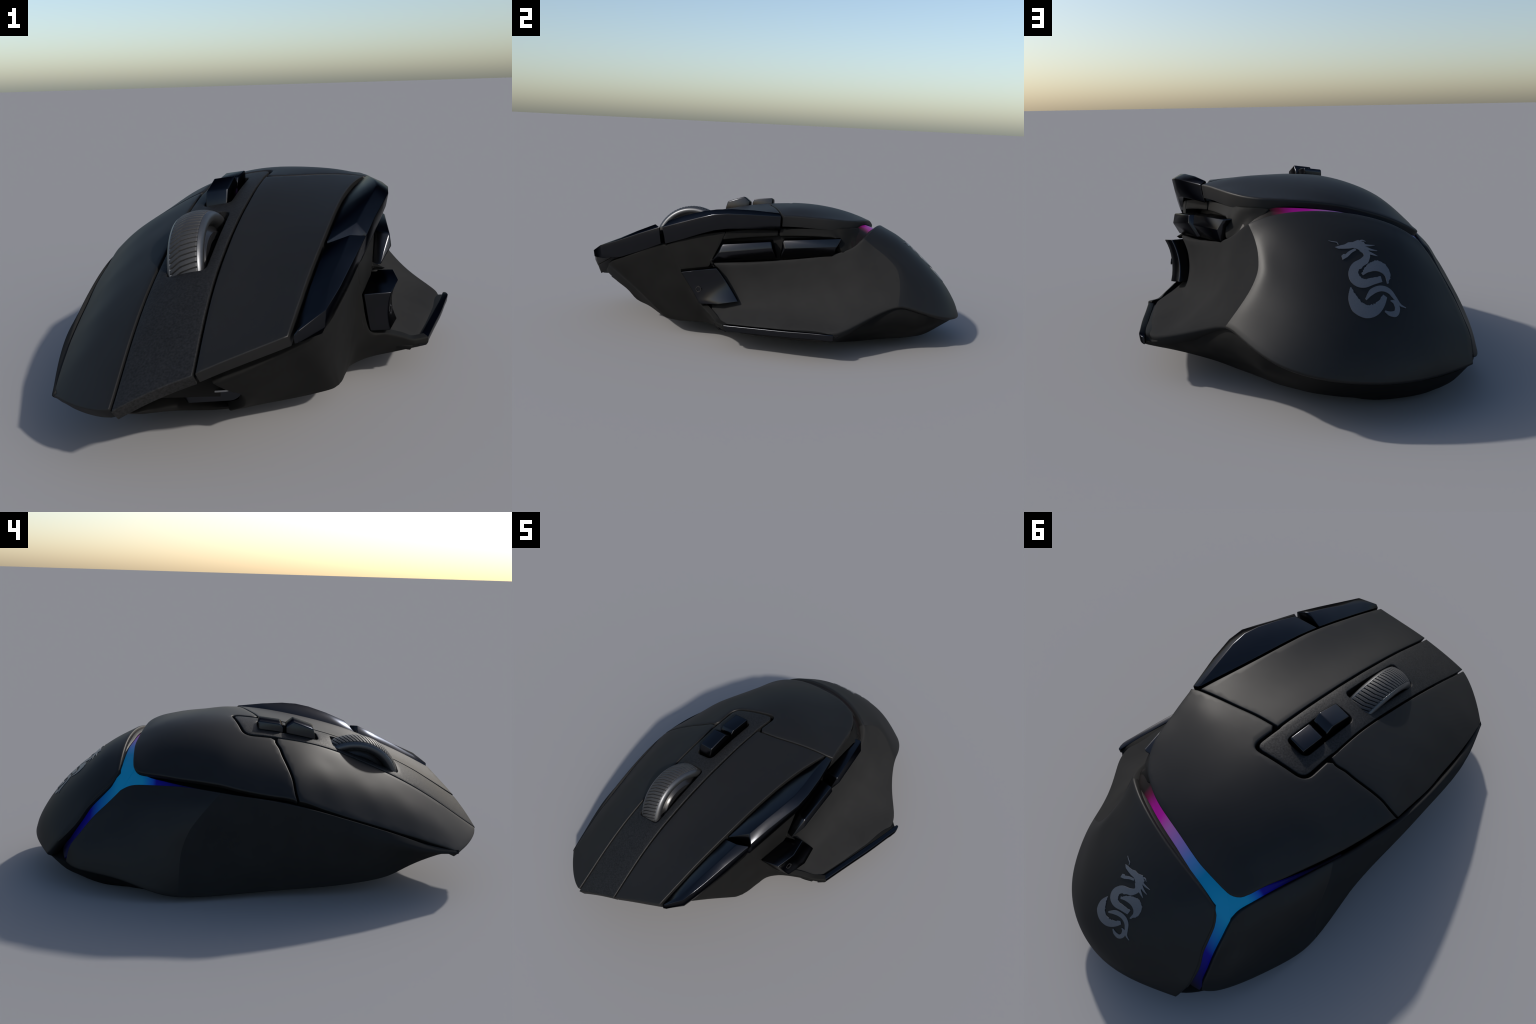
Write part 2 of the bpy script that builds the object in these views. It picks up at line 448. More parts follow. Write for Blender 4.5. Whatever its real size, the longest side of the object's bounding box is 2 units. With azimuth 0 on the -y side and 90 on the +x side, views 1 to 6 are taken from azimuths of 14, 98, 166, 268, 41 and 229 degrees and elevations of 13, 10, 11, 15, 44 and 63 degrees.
# --- main buttons
lb_in, lb_out, lb_rear = spline(xy(S1), 60), spline(xy(S2), 60), spline(xy(S3), 24)
plate('left_button', np.vstack([lb_in, lb_rear[1:], lb_out[::-1][1:]]), M_SHELL)
rb_in = spline(xy(S4), 60); rb_out = spline(xy(S5), 50); rb_front = spline(xy(RFRONT), 20)
S6 = [(-.246, -.087)] + [p[:2] for p in REAR_SEAM] + [(-.538, -.168)]
rb_rear = spline(S6, 24)
plate('right_button', np.vstack([rb_in, rb_rear[1:], rb_out[::-1][1:], rb_front[::-1][1:-1]]), M_SHELL)

# --- centre strip with wheel slot and rocker slot
cs_r = shifted(spline(xy(S1), 60), -GAP, -.003); cs_l = shifted(spline(xy(S4), 60), GAP, -.008)
tail = round_corners([(-.043, -.01), (-.042, .106), (-.242, .050), (-.235, -.08)], [0, .035, .035, 0])
cs_out = np.vstack([cs_r[:-1], tail, cs_l[::-1][1:]])
wheel_slot = round_corners([(-.183, -.634), (-.062, -.634), (-.072, -.330), (-.196, -.335)], .022)
rock_slot = round_corners([(-.183, -.272), (-.091, -.265), (-.094, .004), (-.190, -.006)], .026)
plate('centre_strip', cs_out, M_STRIP, holes=[wheel_slot, rock_slot], lift=-.002)

# --- palm shell wraps round the tail of the strip
pr = spline(xy(PALM_RIGHT), 40); pb = spline(xy(PALM_BACK), 70)
corner = spline([(-.396, .457), (-.382, .492), (-.355, .515), (-.316, .523)], 10)
front_l = shifted(spline(xy(S3), 30), .004, GAP); front_r = shifted(rb_rear, -.003, GAP)
# notch: island loop points behind the two front seams
k = [p for p in densify(round_corners([(-.032, -.05), (-.030, .121), (-.256, .058), (-.246, -.10)], [0, .045, .045, 0]), .01) ]
k = np.array([p for p in k if (p[0] > -.1 and p[1] > .004) or (p[0] <= -.1 and p[1] > -.068 and (p[0] < -.235 or p[1] > .03))])
fl = front_l[front_l[:, 0] > -.024]; fr = front_r[front_r[:, 0] < -.262]
palm_loop = np.vstack([fl[::-1], k, fr, pr[1:], corner[1:-1], pb[:-1], [(.327, .108)]])
skirt = lambda q: .016 + .030 * np.clip((q[:, 0] - .06) / .12, 0, 1) * np.clip((.50 - q[:, 1]) / .06, 0, 1)   # deep only along the thumb side
plate('palm_shell', palm_loop, M_SHELL, r=.0065, t=skirt)

# ------------------------------------------------------------------ thumb grip + rear shell (one skin)
SIDE = [
 [(.375, -.205, .391), (.354, -.218, .330), (.352, -.220, .270), (.366, -.212, .216), (.405, -.200, .180), (.450, -.185, .158), (.492, -.158, .141)],
 [(.372, -.070, .400), (.361, -.065, .335), (.364, -.062, .268), (.389, -.060, .207), (.440, -.060, .176), (.510, -.055, .146)],
 [(.354, .030, .411), (.350, .030, .340), (.362, .030, .268), (.392, .030, .209), (.445, .030, .179), (.524, .030, .147)],
 [(.330, .150, .426), (.333, .150, .360), (.345, .150, .290), (.377, .150, .232), (.436, .150, .190), (.540, .150, .149)],
 [(.305, .330, .452), (.311, .330, .390), (.326, .330, .320), (.358, .330, .255), (.412, .333, .210), (.480, .337, .178), (.565, .345, .155)],
 [(.283, .410, .478), (.300, .410, .410), (.322, .411, .345), (.360, .411, .275), (.425, .405, .214), (.485, .398, .181), (.570, .389, .155)],
 [(.262, .455, .508), (.283, .465, .440), (.307, .474, .370), (.347, .476, .300), (.399, .475, .234), (.468, .474, .182)],
 [(.243, .478, .527), (.253, .512, .470), (.275, .537, .410), (.308, .552, .345), (.349, .560, .280), (.399, .564, .221)],
 [(.230, .494, .539), (.220, .547, .498), (.219, .606, .458), (.229, .653, .417), (.253, .672, .376), (.283, .675, .336), (.314, .673, .297), (.345, .666, .257)],
 [(.219, .498, .544), (.210, .551, .507), (.211, .614, .465), (.223, .665, .419), (.248, .687, .373), (.280, .694, .326), (.335, .690, .253)],
 [(.190, .510, .558), (.183, .559, .525), (.186, .629, .474), (.203, .689, .419), (.231, .720, .361), (.270, .737, .301), (.309, .748, .242)],
 [(.140, .530, .575), (.137, .594, .534), (.143, .668, .472), (.167, .733, .405), (.201, .783, .331), (.232, .815, .262), (.260, .840, .207)],
 [(.067, .548, .584), (.070, .620, .543), (.085, .710, .476), (.112, .788, .393), (.147, .850, .310), (.178, .888, .240), (.205, .909, .185)],
 [(-.020, .565, .583), (-.010, .660, .532), (.012, .760, .455), (.040, .845, .376), (.070, .907, .298), (.093, .948, .220), (.110, .965, .165)],
 [(-.108, .576, .570), (-.100, .670, .521), (-.083, .765, .444), (-.058, .850, .365), (-.033, .920, .288), (-.012, .967, .213), (.000, .992, .153)],
 [(-.200, .582, .549), (-.196, .670, .503), (-.186, .765, .430), (-.168, .850, .354), (-.148, .925, .268), (-.133, .972, .196), (-.120, .995, .143)],
 [(-.289, .582, .512), (-.289, .670, .458), (-.288, .760, .388), (-.281, .845, .310), (-.270, .918, .222), (-.256, .955, .166), (-.245, .964, .130)],
 [(-.338, .588, .473), (-.364, .620, .429), (-.378, .666, .385), (-.389, .709, .341), (-.404, .742, .293), (-.413, .780, .246), (-.417, .822, .199), (-.402, .876, .130)],
]
for c in SIDE[:7]: c[-1] = (c[-1][0] - .004, c[-1][1], c[-1][2] + .001)      # leave room for the glossy wing strip
PER = 8
geo = shell_geometry(SIDE, 30, PER, lambda G: G - np.array([0, 0, .2]), r=.008, t=.03, fair=900, hold=3)
grip, rear = split_shell(geo, [('thumb_grip', M_GRIP), ('rear_shell', M_SHELL)], [8.5], PER)
REAR_G = geo[3]

# bevelled lip of the rear shell that dips into the light groove
tops = np.array([c[0] for c in SIDE[8:]] + SIDE[-1][1:-1])
lip = []
for i, p in enumerate(spline(tops, 40)):
    f = i / 39
    w = np.interp(f, [0, .12, .45, .55, .9, 1], [.010, .034, .032, .020, .022, .012])
    d = np.interp(f, [.35, .6], [0, 1]); v = np.array([0.0, -.95, -.32]) * (1 - d) + np.array([-.45, -.30, -.35]) * d
    q = p + np.array([0, .004, -.006])
    lip.append([q, q + v * w * .5 + [0, -.001, .001], q + v * w])
shell('rear_shell_lip', lip, M_SHELL, lambda G: np.array([0, -.5, 1.0]), nv=5, per=1, r=.003, t=.012)

# ------------------------------------------------------------------ right flank (grip + rear panel, one skin)
FLANK = [
 [(-.434, -.848, .183), (-.438, -.854, .174), (-.395, -.856, .162), (-.340, -.852, .150)],
 [(-.476, -.707, .224), (-.495, -.710, .204), (-.412, -.718, .152), (-.328, -.722, .094)],
 [(-.504, -.598, .268), (-.526, -.602, .238), (-.456, -.612, .148), (-.388, -.622, .072)],
 [(-.526, -.490, .305), (-.545, -.494, .260), (-.505, -.505, .152), (-.464, -.522, .066)],
 [(-.549, -.297, .364), (-.560, -.298, .300), (-.546, -.300, .170), (-.508, -.300, .046)],
 [(-.552, -.126, .406), (-.562, -.112, .290), (-.554, -.105, .150), (-.522, -.098, .032)],
 [(-.530, .050, .426), (-.550, .075, .340), (-.557, .110, .240), (-.566, .125, .120), (-.562, .130, .024)],
 [(-.500, .148, .434), (-.525, .188, .396), (-.541, .230, .352), (-.556, .273, .298), (-.571, .308, .207), (-.589, .315, .100), (-.594, .315, .027)],
 [(-.475, .260, .444), (-.511, .298, .397), (-.534, .336, .330), (-.553, .370, .250), (-.574, .396, .150), (-.593, .420, .050)],
 [(-.445, .368, .442), (-.479, .408, .387), (-.506, .447, .320), (-.531, .482, .245), (-.554, .513, .165), (-.570, .536, .086)],
 [(-.420, .460, .436), (-.455, .510, .375), (-.483, .555, .305), (-.508, .595, .235), (-.525, .630, .165), (-.535, .650, .099)],
 [(-.409, .520, .430), (-.435, .572, .362), (-.455, .622, .290), (-.475, .672, .220), (-.487, .715, .160), (-.492, .743, .103)],
 [(-.408, .560, .409), (-.418, .614, .356), (-.432, .671, .300), (-.445, .726, .232), (-.453, .765, .180), (-.456, .785, .116)],
]
geo2 = shell_geometry(FLANK, 26, PER, (-1, .2, 0), r=.005, t=.012, fair=40, hold=0)
split_shell(geo2, [('right_grip', M_GRIP), ('right_rear_panel', M_SHELL)], [7], PER)

# ------------------------------------------------------------------ front body under the buttons
FRONT = [
 [(.030, -.868, .246), (.050, -.806, .203), (.066, -.738, .163), (.055, -.690, .110), (.000, -.640, .068)],
 [(.095, -.840, .268), (.094, -.776, .214), (.094, -.720, .170), (.085, -.650, .112), (.070, -.595, .072)],
 [(.190, -.798, .307), (.190, -.650, .195), (.186, -.520, .076)],
 [(.245, -.774, .333), (.255, -.620, .212), (.260, -.470, .082)],
 [(.275, -.740, .352), (.278, -.590, .225), (.276, -.440, .083)],
 [(.315, -.620, .404), (.298, -.530, .250), (.281, -.420, .083)],
 [(.336, -.468, .460), (.315, -.440, .270), (.285, -.390, .082)],
 [(.341, -.384, .350), (.320, -.370, .230), (.288, -.335, .083)],
 [(.357, -.288, .200), (.330, -.285, .148), (.300, -.268, .086)],
 [(.405, -.250, .184), (.380, -.238, .140), (.350, -.215, .094)],
 [(.450, -.204, .160), (.444, -.188, .130), (.436, -.165, .102)],
 [(.490, -.168, .140), (.496, -.158, .127), (.500, -.136, .110)],
 [(.532, -.134, .140), (.532, -.130, .126), (.527, -.118, .112)],
]
shell('front_body', FRONT, M_BODY, (1, -.6, 0), nv=16, per=6, r=.006, t=.02)

# charging port under the nose
def rounded_rect(cx, cz, hw, hh, rad, n=8):
    out = []
    for sx, sz, a0 in ((1, 1, 0), (-1, 1, 90), (-1, -1, 180), (1, -1, 270)):
        for a in np.linspace(a0, a0 + 90, n):
            out.append((cx + sx * (hw - rad) + rad * math.cos(math.radians(a)), cz + sz * (hh - rad) + rad * math.sin(math.radians(a))))
    return np.array(out)
def tube(name, cx, cz, hw, hh, rad, y0, y1, wall, mat, tilt=.28):
    O, I = rounded_rect(cx, cz, hw, hh, rad), rounded_rect(cx, cz, hw - wall, hh - wall, max(rad - wall, .003))
    ring = lambda P, y: [(x, y - (x - cx) * -.10, z + (x - cx) * tilt * .35) for x, z in P]
    secs = [ring(I, y1 - .04), ring(I, y0), ring(O, y0), ring(O, y1)]
    return loft(name, secs, mat, angle=40)
tube('port_housing', -.034, .178, .092, .046, .036, -.728, -.56, .028, M_GLOSS)
tube('charging_port', -.034, .183, .066, .021, .019, -.738, -.58, .005, M_PORT)

# thumb recess wall pieces
shell('thumb_front_wall', [
 [(.338, -.455, .464), (.339, -.418, .405), (.341, -.378, .352)],
 [(.348, -.380, .495), (.348, -.340, .430), (.347, -.310, .362)],
 [(.356, -.270, .530), (.356, -.260, .450), (.354, -.245, .378)],
 [(.358, -.165, .549), (.358, -.195, .480), (.357, -.232, .405)],
], M_BODY, (1, 0, 0), nv=12, per=5, r=.004, t=.04)
shell('button_bridge', [
 [(.355, -.158, .549), (.357, -.172, .518)],
 [(.330, -.035, .566), (.333, -.045, .534)],
 [(.303, .078, .573), (.305, .080, .545)],
], M_BODY, (1, 0, 0), nv=5, per=6, r=.004, t=.04)
shell('thumb_rear_wall', [
 [(.299, .094, .574), (.302, .094, .545)],
 [(.283, .200, .580), (.292, .200, .551)],
 [(.262, .290, .584), (.280, .300, .553)],
 [(.245, .340, .585), (.274, .360, .548)],
 [(.235, .390, .586), (.285, .392, .490)],
 [(.205, .428, .586), (.268, .420, .482)],
 [(.178, .446, .586), (.252, .450, .500)],
 [(.150, .462, .585), (.218, .474, .520)],
], M_BODY, (1, .3, 0), nv=8, per=5, r=.004, t=.03)

# ------------------------------------------------------------------ gloss finger buttons beside the left button
def finger_button(name, inner, crease, outer, low):
    n = len(inner); secs = []
    foot = np.linspace(.15, 1, 3).tolist() + [1] * n if low[0][1] < -.8 else [1] * n
    for a, b, c, d, f in zip(inner, crease, outer, low, foot):
        a, b, c, d = map(np.array, (a, b, c, d))
        il = np.array([a[0] + .003, a[1], 0.0])
        e = d + np.array([-.014, .010 - .008 * f, -.036]) * [f, 1, f]; il[2] = e[2]
        secs.append([a, b, c, d, e, il])
    return loft(name, secs, M_GLOSS, bev=.003, angle=16, seg=2)
def inner_edge(y):
    x = np.interp(y, [p[1] for p in S2], [p[0] for p in S2]); z = np.interp(y, [p[1] for p in S2], [p[2] for p in S2])
    return (x + .012, y, z - .004)
finger_button('finger_button',
  [inner_edge(y) for y in (-.862, -.80, -.70, -.60, -.512)],
  [(.238, -.861, .396), (.270, -.800, .428), (.293, -.700, .479), (.310, -.610, .522), (.323, -.518, .562)],
  [(.242, -.862, .396), (.300, -.806, .434), (.322, -.710, .468), (.343, -.600, .512), (.364, -.486, .555)],
  [(.242, -.858, .366), (.296, -.800, .388), (.316, -.700, .418), (.338, -.590, .460), (.358, -.484, .506)])
finger_button('finger_button',
  [inner_edge(y) for y in (-.500, -.40, -.30, -.20, -.13, -.03, .078)],
  [(.333, -.450, .585), (.350, -.360, .620), (.364, -.270, .647), (.368, -.205, .659), (.358, -.135, .664), (.333, -.035, .662), (.306, .086, .653)],
  [(.364, -.474, .555), (.377, -.380, .586), (.393, -.291, .615), (.405, -.222, .636), (.399, -.150, .645), (.374, -.045, .645), (.330, .096, .641)],
  [(.360, -.462, .507), (.374, -.370, .538), (.388, -.280, .572), (.397, -.215, .594), (.391, -.150, .605), (.368, -.045, .608), (.326, .094, .606)])

# ------------------------------------------------------------------ thumb buttons and sniper button
hull('thumb_button', [(.406, -.167, .500), (.372, .059, .523), (.413, -.179, .458), (.377, .066, .491), (.344, .085, .437), (.384, -.222, .407),
     (.330, -.150, .503), (.300, .060, .524), (.300, .085, .437), (.320, -.222, .407)], M_GLOSS, .005)
hull('thumb_button', [(.361, .114, .530), (.291, .388, .547), (.366, .125, .493), (.312, .367, .509), (.296, .352, .460), (.336, .100, .440),
     (.290, .114, .532), (.240, .375, .548), (.240, .350, .460), (.285, .100, .440)], M_GLOSS, .005)
shell('sniper_pocket', [
 [(.333, -.390, .362), (.338, -.345, .270), (.345, -.290, .190)],
 [(.338, -.300, .380), (.343, -.270, .280), (.352, -.240, .175)],
 [(.345, -.200, .395), (.342, -.200, .300), (.350, -.195, .180)],
], M_CORE, (1, 0, 0), nv=8, per=4, r=.003, t=.02)
def sniper_button():
    rows = []
    topr = np.array([(.345, -.382, .353), (.427, -.358, .356), (.442, -.273, .375), (.421, -.187, .386), (.350, -.200, .386)])
    botr = np.array([(.356, -.284, .205), (.419, -.265, .206), (.433, -.167, .213), (.410, -.078, .228), (.350, -.090, .228)])
    for s in np.linspace(0, 1, 9):
        p = topr * (1 - s) + botr * s
        d = .016 * 4 * s * (1 - s)
        p[1:4, 0] -= d * np.array([.55, 1.15, 1.0])
        rows.append(p)
    return loft('sniper_button', rows, M_GLOSS, bev=.0045, angle=28)
sniper = sniper_button()
def paddle_icon():
    c = Vector((.4195, -.272, .278)); n = Vector((.96, -.20, .10)).normalized(); u = n.cross(Vector((0, 0, 1))).normalized(); w = u.cross(n)
    V, F = [], []
    def band(r0, r1, a0, a1, k):
        b = len(V)
        for i in range(k + 1):
            a = a0 + (a1 - a0) * i / k
            for r in (r0, r1):
                for h in (-.004, .0004):
                    V.append(c + (u * math.cos(a) + w * math.sin(a)) * r + n * h)
        for i in range(k):
            p = b + 4 * i
            for q in ((0, 2), (3, 1), (1, 0), (2, 3)):
                F.append((p + q[0], p + q[1], p + 4 + q[1], p + 4 + q[0]))
    band(.0115, .0135, 0, 2 * math.pi, 32)
    for k in range(4): band(.0085, .0165, math.pi / 2 * k - .06, math.pi / 2 * k + .06, 1)
    add_mesh('paddle_icon', V, F, M_ICON, sniper)
paddle_icon()

# ------------------------------------------------------------------ fin strip and base
FIN_IN = spline([(.500, -.152, .141), (.518, -.020, .143), (.540, .130, .146), (.560, .270, .150), (.573, .385, .152)], 30)
FIN_OUT = spline([(.533, -.124, .141), (.555, .030, .145), (.576, .170, .149), (.590, .290, .154), (.597, .360, .155), (.588, .388, .153)], 30)
def bar(name, A, B, h, mat, bev):
    secs = []
    for a, b in zip(A, B):
        secs.append([a, b, b + [-.004, 0, -h], a + [0, 0, -h]])
    return loft(name, secs, mat, bev=bev)
bar('fin_strip', FIN_IN + [.004, 0, .004], FIN_OUT + [0, 0, .002], .03, M_GLOSS, .004)

BASE = [  # (seam, mid, bottom) round the bottom, starting behind and going towards the thumb side
 [(-.400, .855, .112), (-.375, .805, .045), (-.335, .750, .000)],
 [(-.250, .945, .118), (-.250, .860, .040), (-.245, .785, .000)],
 [(-.120, .978, .132), (-.120, .880, .045), (-.126, .785, .000)],
 [(.000, .975, .142), (.005, .845, .047), (-.050, .750, .003)],
 [(.105, .948, .154), (.095, .815, .055), (.000, .700, .012)],
 [(.200, .893, .174), (.150, .765, .057), (.050, .640, .020)],
 [(.255, .825, .196), (.196, .720, .060), (.090, .580, .026)],
 [(.303, .735, .228), (.228, .670, .062), (.120, .530, .030)],
 [(.338, .660, .240), (.258, .620, .062), (.150, .470, .034)],
 [(.390, .560, .203), (.295, .530, .055), (.180, .420, .037)],
 [(.468, .470, .164), (.360, .425, .058), (.200, .380, .040)],
 [(.560, .392, .136), (.470, .385, .090), (.220, .330, .044)],
 [(.592, .364, .148), (.582, .348, .113), (.235, .260, .048)],
 [(.588, .290, .149), (.576, .280, .110), (.240, .180, .053)],
 [(.574, .170, .144), (.562, .165, .106), (.240, .100, .057)],
 [(.553, .030, .140), (.542, .030, .106), (.240, .000, .062)],
 [(.522, -.108, .132), (.518, -.104, .112), (.240, -.130, .070)],
 [(.430, -.150, .104), (.424, -.146, .098), (.240, -.190, .074)],
 [(.350, -.218, .098), (.345, -.212, .092), (.240, -.240, .078)],
 [(.292, -.285, .090), (.287, -.280, .083), (.235, -.300, .079)],
 [(.274, -.450, .088), (.268, -.445, .081), (.220, -.420, .084)],
 [(.190, -.515, .082), (.183, -.508, .075), (.150, -.470, .084)],
 [(.070, -.600, .078), (.065, -.590, .070), (.050, -.540, .082)],
 [(-.040, -.650, .080), (-.040, -.640, .066), (-.040, -.580, .080)],
 [(-.120, -.800, .140), (-.120, -.780, .120), (-.100, -.640, .080)],
 [(-.170, -.912, .172), (-.170, -.885, .155), (-.180, -.640, .080)],
 [(-.250, -.895, .160), (-.250, -.860, .140), (-.240, -.640, .078)],
 [(-.315, -.830, .140), (-.312, -.812, .128), (-.290, -.640, .076)],
 [(-.330, -.718, .100), (-.326, -.708, .092), (-.320, -.600, .074)],
 [(-.392, -.618, .084), (-.386, -.610, .074), (-.370, -.540, .068)],
 [(-.462, -.515, .076), (-.456, -.510, .066), (-.430, -.460, .060)],
 [(-.498, -.300, .060), (-.493, -.300, .046), (-.460, -.290, .048)],
 [(-.512, -.100, .050), (-.508, -.100, .033), (-.490, -.090, .036)],
 [(-.555, .130, .050), (-.550, .130, .024), (-.510, .130, .024)],
 [(-.585, .315, .050), (-.560, .315, .026), (-.520, .315, .014)],
 [(-.580, .420, .070), (-.540, .430, .030), (-.490, .430, .006)],
 [(-.555, .540, .095), (-.510, .530, .040), (-.450, .530, .001)],
 [(-.480, .740, .105), (-.455, .690, .045), (-.420, .640, .000)],
]
def base_mesh():
    R = np.array(BASE); n = len(R)
    D = np.stack([spline(R[:, k], 220, closed=True) for k in range(3)])
    # keep rows aligned to the control pairs
    rows = []
    seg = 6
    for k in range(3):
        P = R[:, k]; Q = np.vstack([P[-1:], P, P[:2]]); out = []
        for i in range(1, n + 1):
            p0, p1, p2, p3 = Q[i - 1:i + 3]
            for j in range(seg):
                t = j / seg; m1 = (p2 - p0) / 2; m2 = (p3 - p1) / 2
                lim = np.linalg.norm(p2 - p1)
                for m in (m1, m2):
                    l = np.linalg.norm(m)
                    if l > lim: m *= lim / max(l, 1e-9)
                out.append((2*t**3-3*t**2+1)*p1+(t**3-2*t**2+t)*m1+(-2*t**3+3*t**2)*p2+(t**3-t**2)*m2)
        rows.append(np.array(out))
    S, M, B = rows; N = len(S)
    lip = S + np.array([0, 0, .012]) ; cen = np.array([0, .1, 0])
    inw = S - cen; inw[:, 2] = 0; inw /= np.linalg.norm(inw, axis=1, keepdims=True)
    top_in = S - inw * .05 + [0, 0, .006]
    prof = [top_in, S - inw * .004 + [0, 0, .004], S]
    P0, P2 = S + (M - S) * .72, M + (B - M) * .16      # wall, rounded lower edge, flat underside
    full = np.clip((S[:, 1] - .44) / .12, 0, 1)[:, None] * np.clip((.93 - S[:, 1]) / .12, 0, 1)[:, None] * np.clip(S[:, 0] / .1, 0, 1)[:, None]   # the rear thumb side is fuller
    for t in (.33, .66):
        prof.append(S + (P0 - S) * t + (inw * .030 + [0, 0, -.004]) * full * 4 * t * (1 - t))
    for t in (0, .25, .5, .75, 1.0):
        prof.append(P0 * (1 - t)**2 + M * 2 * t * (1 - t) + P2 * t * t)
    prof.append(B)
    verts = np.vstack(prof); faces = []
    for i in range(len(prof) - 1):
        for k in range(N):
            a, b = i * N + k, i * N + (k + 1) % N
            faces.append((a, b, b + N, a + N))
    verts = np.vstack([verts, top_in.mean(0)[None], B.mean(0)[None]])
    c0, c1 = len(verts) - 2, len(verts) - 1; L = (len(prof) - 1) * N
    faces += [(k, (k + 1) % N, c0) for k in range(N)] + [(L + k, L + (k + 1) % N, c1) for k in range(N)]
    return add_mesh('base', verts, faces, M_BODY, angle=50)
base_mesh()

# ------------------------------------------------------------------ inner frame (dark filling seen through the gaps)
def core():
    ys = np.array([-.86, -.75, -.66, -.62, -.45, -.35, -.31, -.15, 0, .15, .3, .42, .48, .56, .66, .76, .84, .88])
    xr = np.interp(ys, [-.86, -.7, -.45, -.1, .3, .55, .7, .88], [-.34, -.38, -.45, -.49, -.43, -.36, -.36, -.28])
    xl = np.interp(ys, [-.86, -.78, -.68, -.56, -.45, -.3, -.2, .1, .35, .48, .6, .75, .88], [-.14, -.06, .06, .20, .27, .29, .30, .285, .25, .17, .14, .11, .0])
    zb = np.interp(ys, [-.86, -.6, -.4, 0, .5, .7, .88], [.19, .11, .10, .08, .05, .06, .12])
    secs = []
    for i, y in enumerate(ys):
        xs = np.linspace(xr[i], xl[i], 9)
        if -.7 < y < -.3: xs = np.array([xr[i], (xr[i] - .21) / 2, -.22, -.205, -.12, -.025, -.01, (xl[i] - .01) / 2, xl[i]])
        if y < .5: zt = top(np.c_[xs, np.full(9, y)]) - .095
        else:
            prof = np.interp(y, [.5, .58, .7, .83, .92], [.545, .52, .435, .32, .22])
            zt = prof + np.interp(xs, [-.4, -.1, .05, .2], [-.10, 0, 0, -.06])
        if -.63 < y < -.34: zt = np.where((xs > -.21) & (xs < -.02), zb[i] + .02, zt)      # well for the wheel
        zt = np.maximum(zt, zb[i] + .01)
        secs.append([(xs[0], y, zb[i])] + [(x, y, z) for x, z in zip(xs, zt)] + [(xs[-1] - .01, y, zb[i])])
    loft('inner_frame', secs, M_CORE, angle=30)
core()
slab = [(.195, -.78), (-.19, -.86), (-.37, -.75), (-.44, -.60), (-.485, -.42), (-.50, -.17), (-.44, .08), (.250, .08), (.235, -.10), (.225, -.30), (.215, -.60)]
plate('inner_deck', slab, M_CORE, holes=[wheel_slot], lift=-.085, t=.012, r=.004, step=.03)
nose = [(.185, -.80), (.190, -.846), (.00, -.938), (-.19, -.987), (-.29, -.938), (-.395, -.853), (-.41, -.75)]
plate('inner_deck', nose, M_CORE, lift=-.022, t=.006, r=.003, step=.03)

# ------------------------------------------------------------------ light guide
def light_guide():
    sink = lambda P, d: [np.array(p) + np.array(d) for p in P]
    palmB = [(.20, .405, .573), (.13, .450, .583), (.06, .476, .582), (-.06, .494, .569), (-.16, .502, .546), (-.26, .507, .515), (-.316, .506, .486)]
    rearT = [(.26, .440, .480), (.20, .505, .520), (.10, .530, .535), (-.03, .555, .538), (-.15, .569, .523), (-.25, .580, .494), (-.318, .600, .456)]
    palmR = [(-.495, .10, .425), (-.470, .20, .433), (-.440, .29, .440), (-.405, .38, .448), (-.372, .455, .458), (-.316, .506, .480)]
    flankT = [(-.505, .12, .400), (-.475, .22, .408), (-.445, .32, .410), (-.424, .42, .410), (-.406, .50, .408), (-.396, .558, .392)]
    rearL = [(-.318, .600, .456), (-.340, .632, .402), (-.352, .684, .350), (-.366, .728, .290), (-.380, .763, .227), (-.386, .803, .150)]
    flankB = [(-.396, .558, .392), (-.406, .604, .330), (-.420, .665, .271), (-.433, .720, .203), (-.441, .757, .153), (-.443, .790, .120)]
    V, F = [], []
    def strip(A, B, n=24, m=5):
        A, B = spline(A, n), spline(B, n); b0 = len(V)
        for a, b in zip(A, B):
            for s in np.linspace(0, 1, m):
                V.append(a * (1 - s) + b * s + np.array([-.15, .55, .6]) * .007 * 4 * s * (1 - s))
        for i in range(n - 1):
            for j in range(m - 1):
                p = b0 + i * m + j; F.append((p, p + 1, p + m + 1, p + m))
    strip(palmB, rearT); strip(palmR, flankT); strip(rearL, flankB)
    a, b, c = np.array(palmB[-1]), np.array(rearT[-1]), np.array(flankT[-1])
    n = 4; b0 = len(V); ix = {}
    for i in range(n + 1):
        for j in range(n + 1 - i):
            ix[i, j] = len(V); w = (i / n, j / n, 1 - (i + j) / n)
            bump = .007 * 4 * (w[0]*w[1] + w[1]*w[2] + w[0]*w[2] - 3 * w[0]*w[1]*w[2])
            V.append(a * w[0] + b * w[1] + c * w[2] + np.array([-.15, .55, .6]) * bump)
    for i in range(n):
        for j in range(n - i):
            F.append((ix[i, j], ix[i + 1, j], ix[i, j + 1]))
            if i + j < n - 1: F.append((ix[i + 1, j], ix[i + 1, j + 1], ix[i, j + 1]))
    ob = add_mesh('light_guide', V, F, M_LED, angle=60)
    bm = bmesh.new(); bm.from_mesh(ob.data); bmesh.ops.remove_doubles(bm, verts=bm.verts, dist=.0008); bmesh.ops.recalc_face_normals(bm, faces=bm.faces); bm.to_mesh(ob.data); bm.free()
    s = ob.modifiers.new('s', 'SOLIDIFY'); s.thickness = .012; s.offset = 0; apply_mods(ob)
    ob.data.polygons.foreach_set('use_smooth', [True] * len(ob.data.polygons)); ob.data.set_sharp_from_angle(angle=math.radians(60))
light_guide()

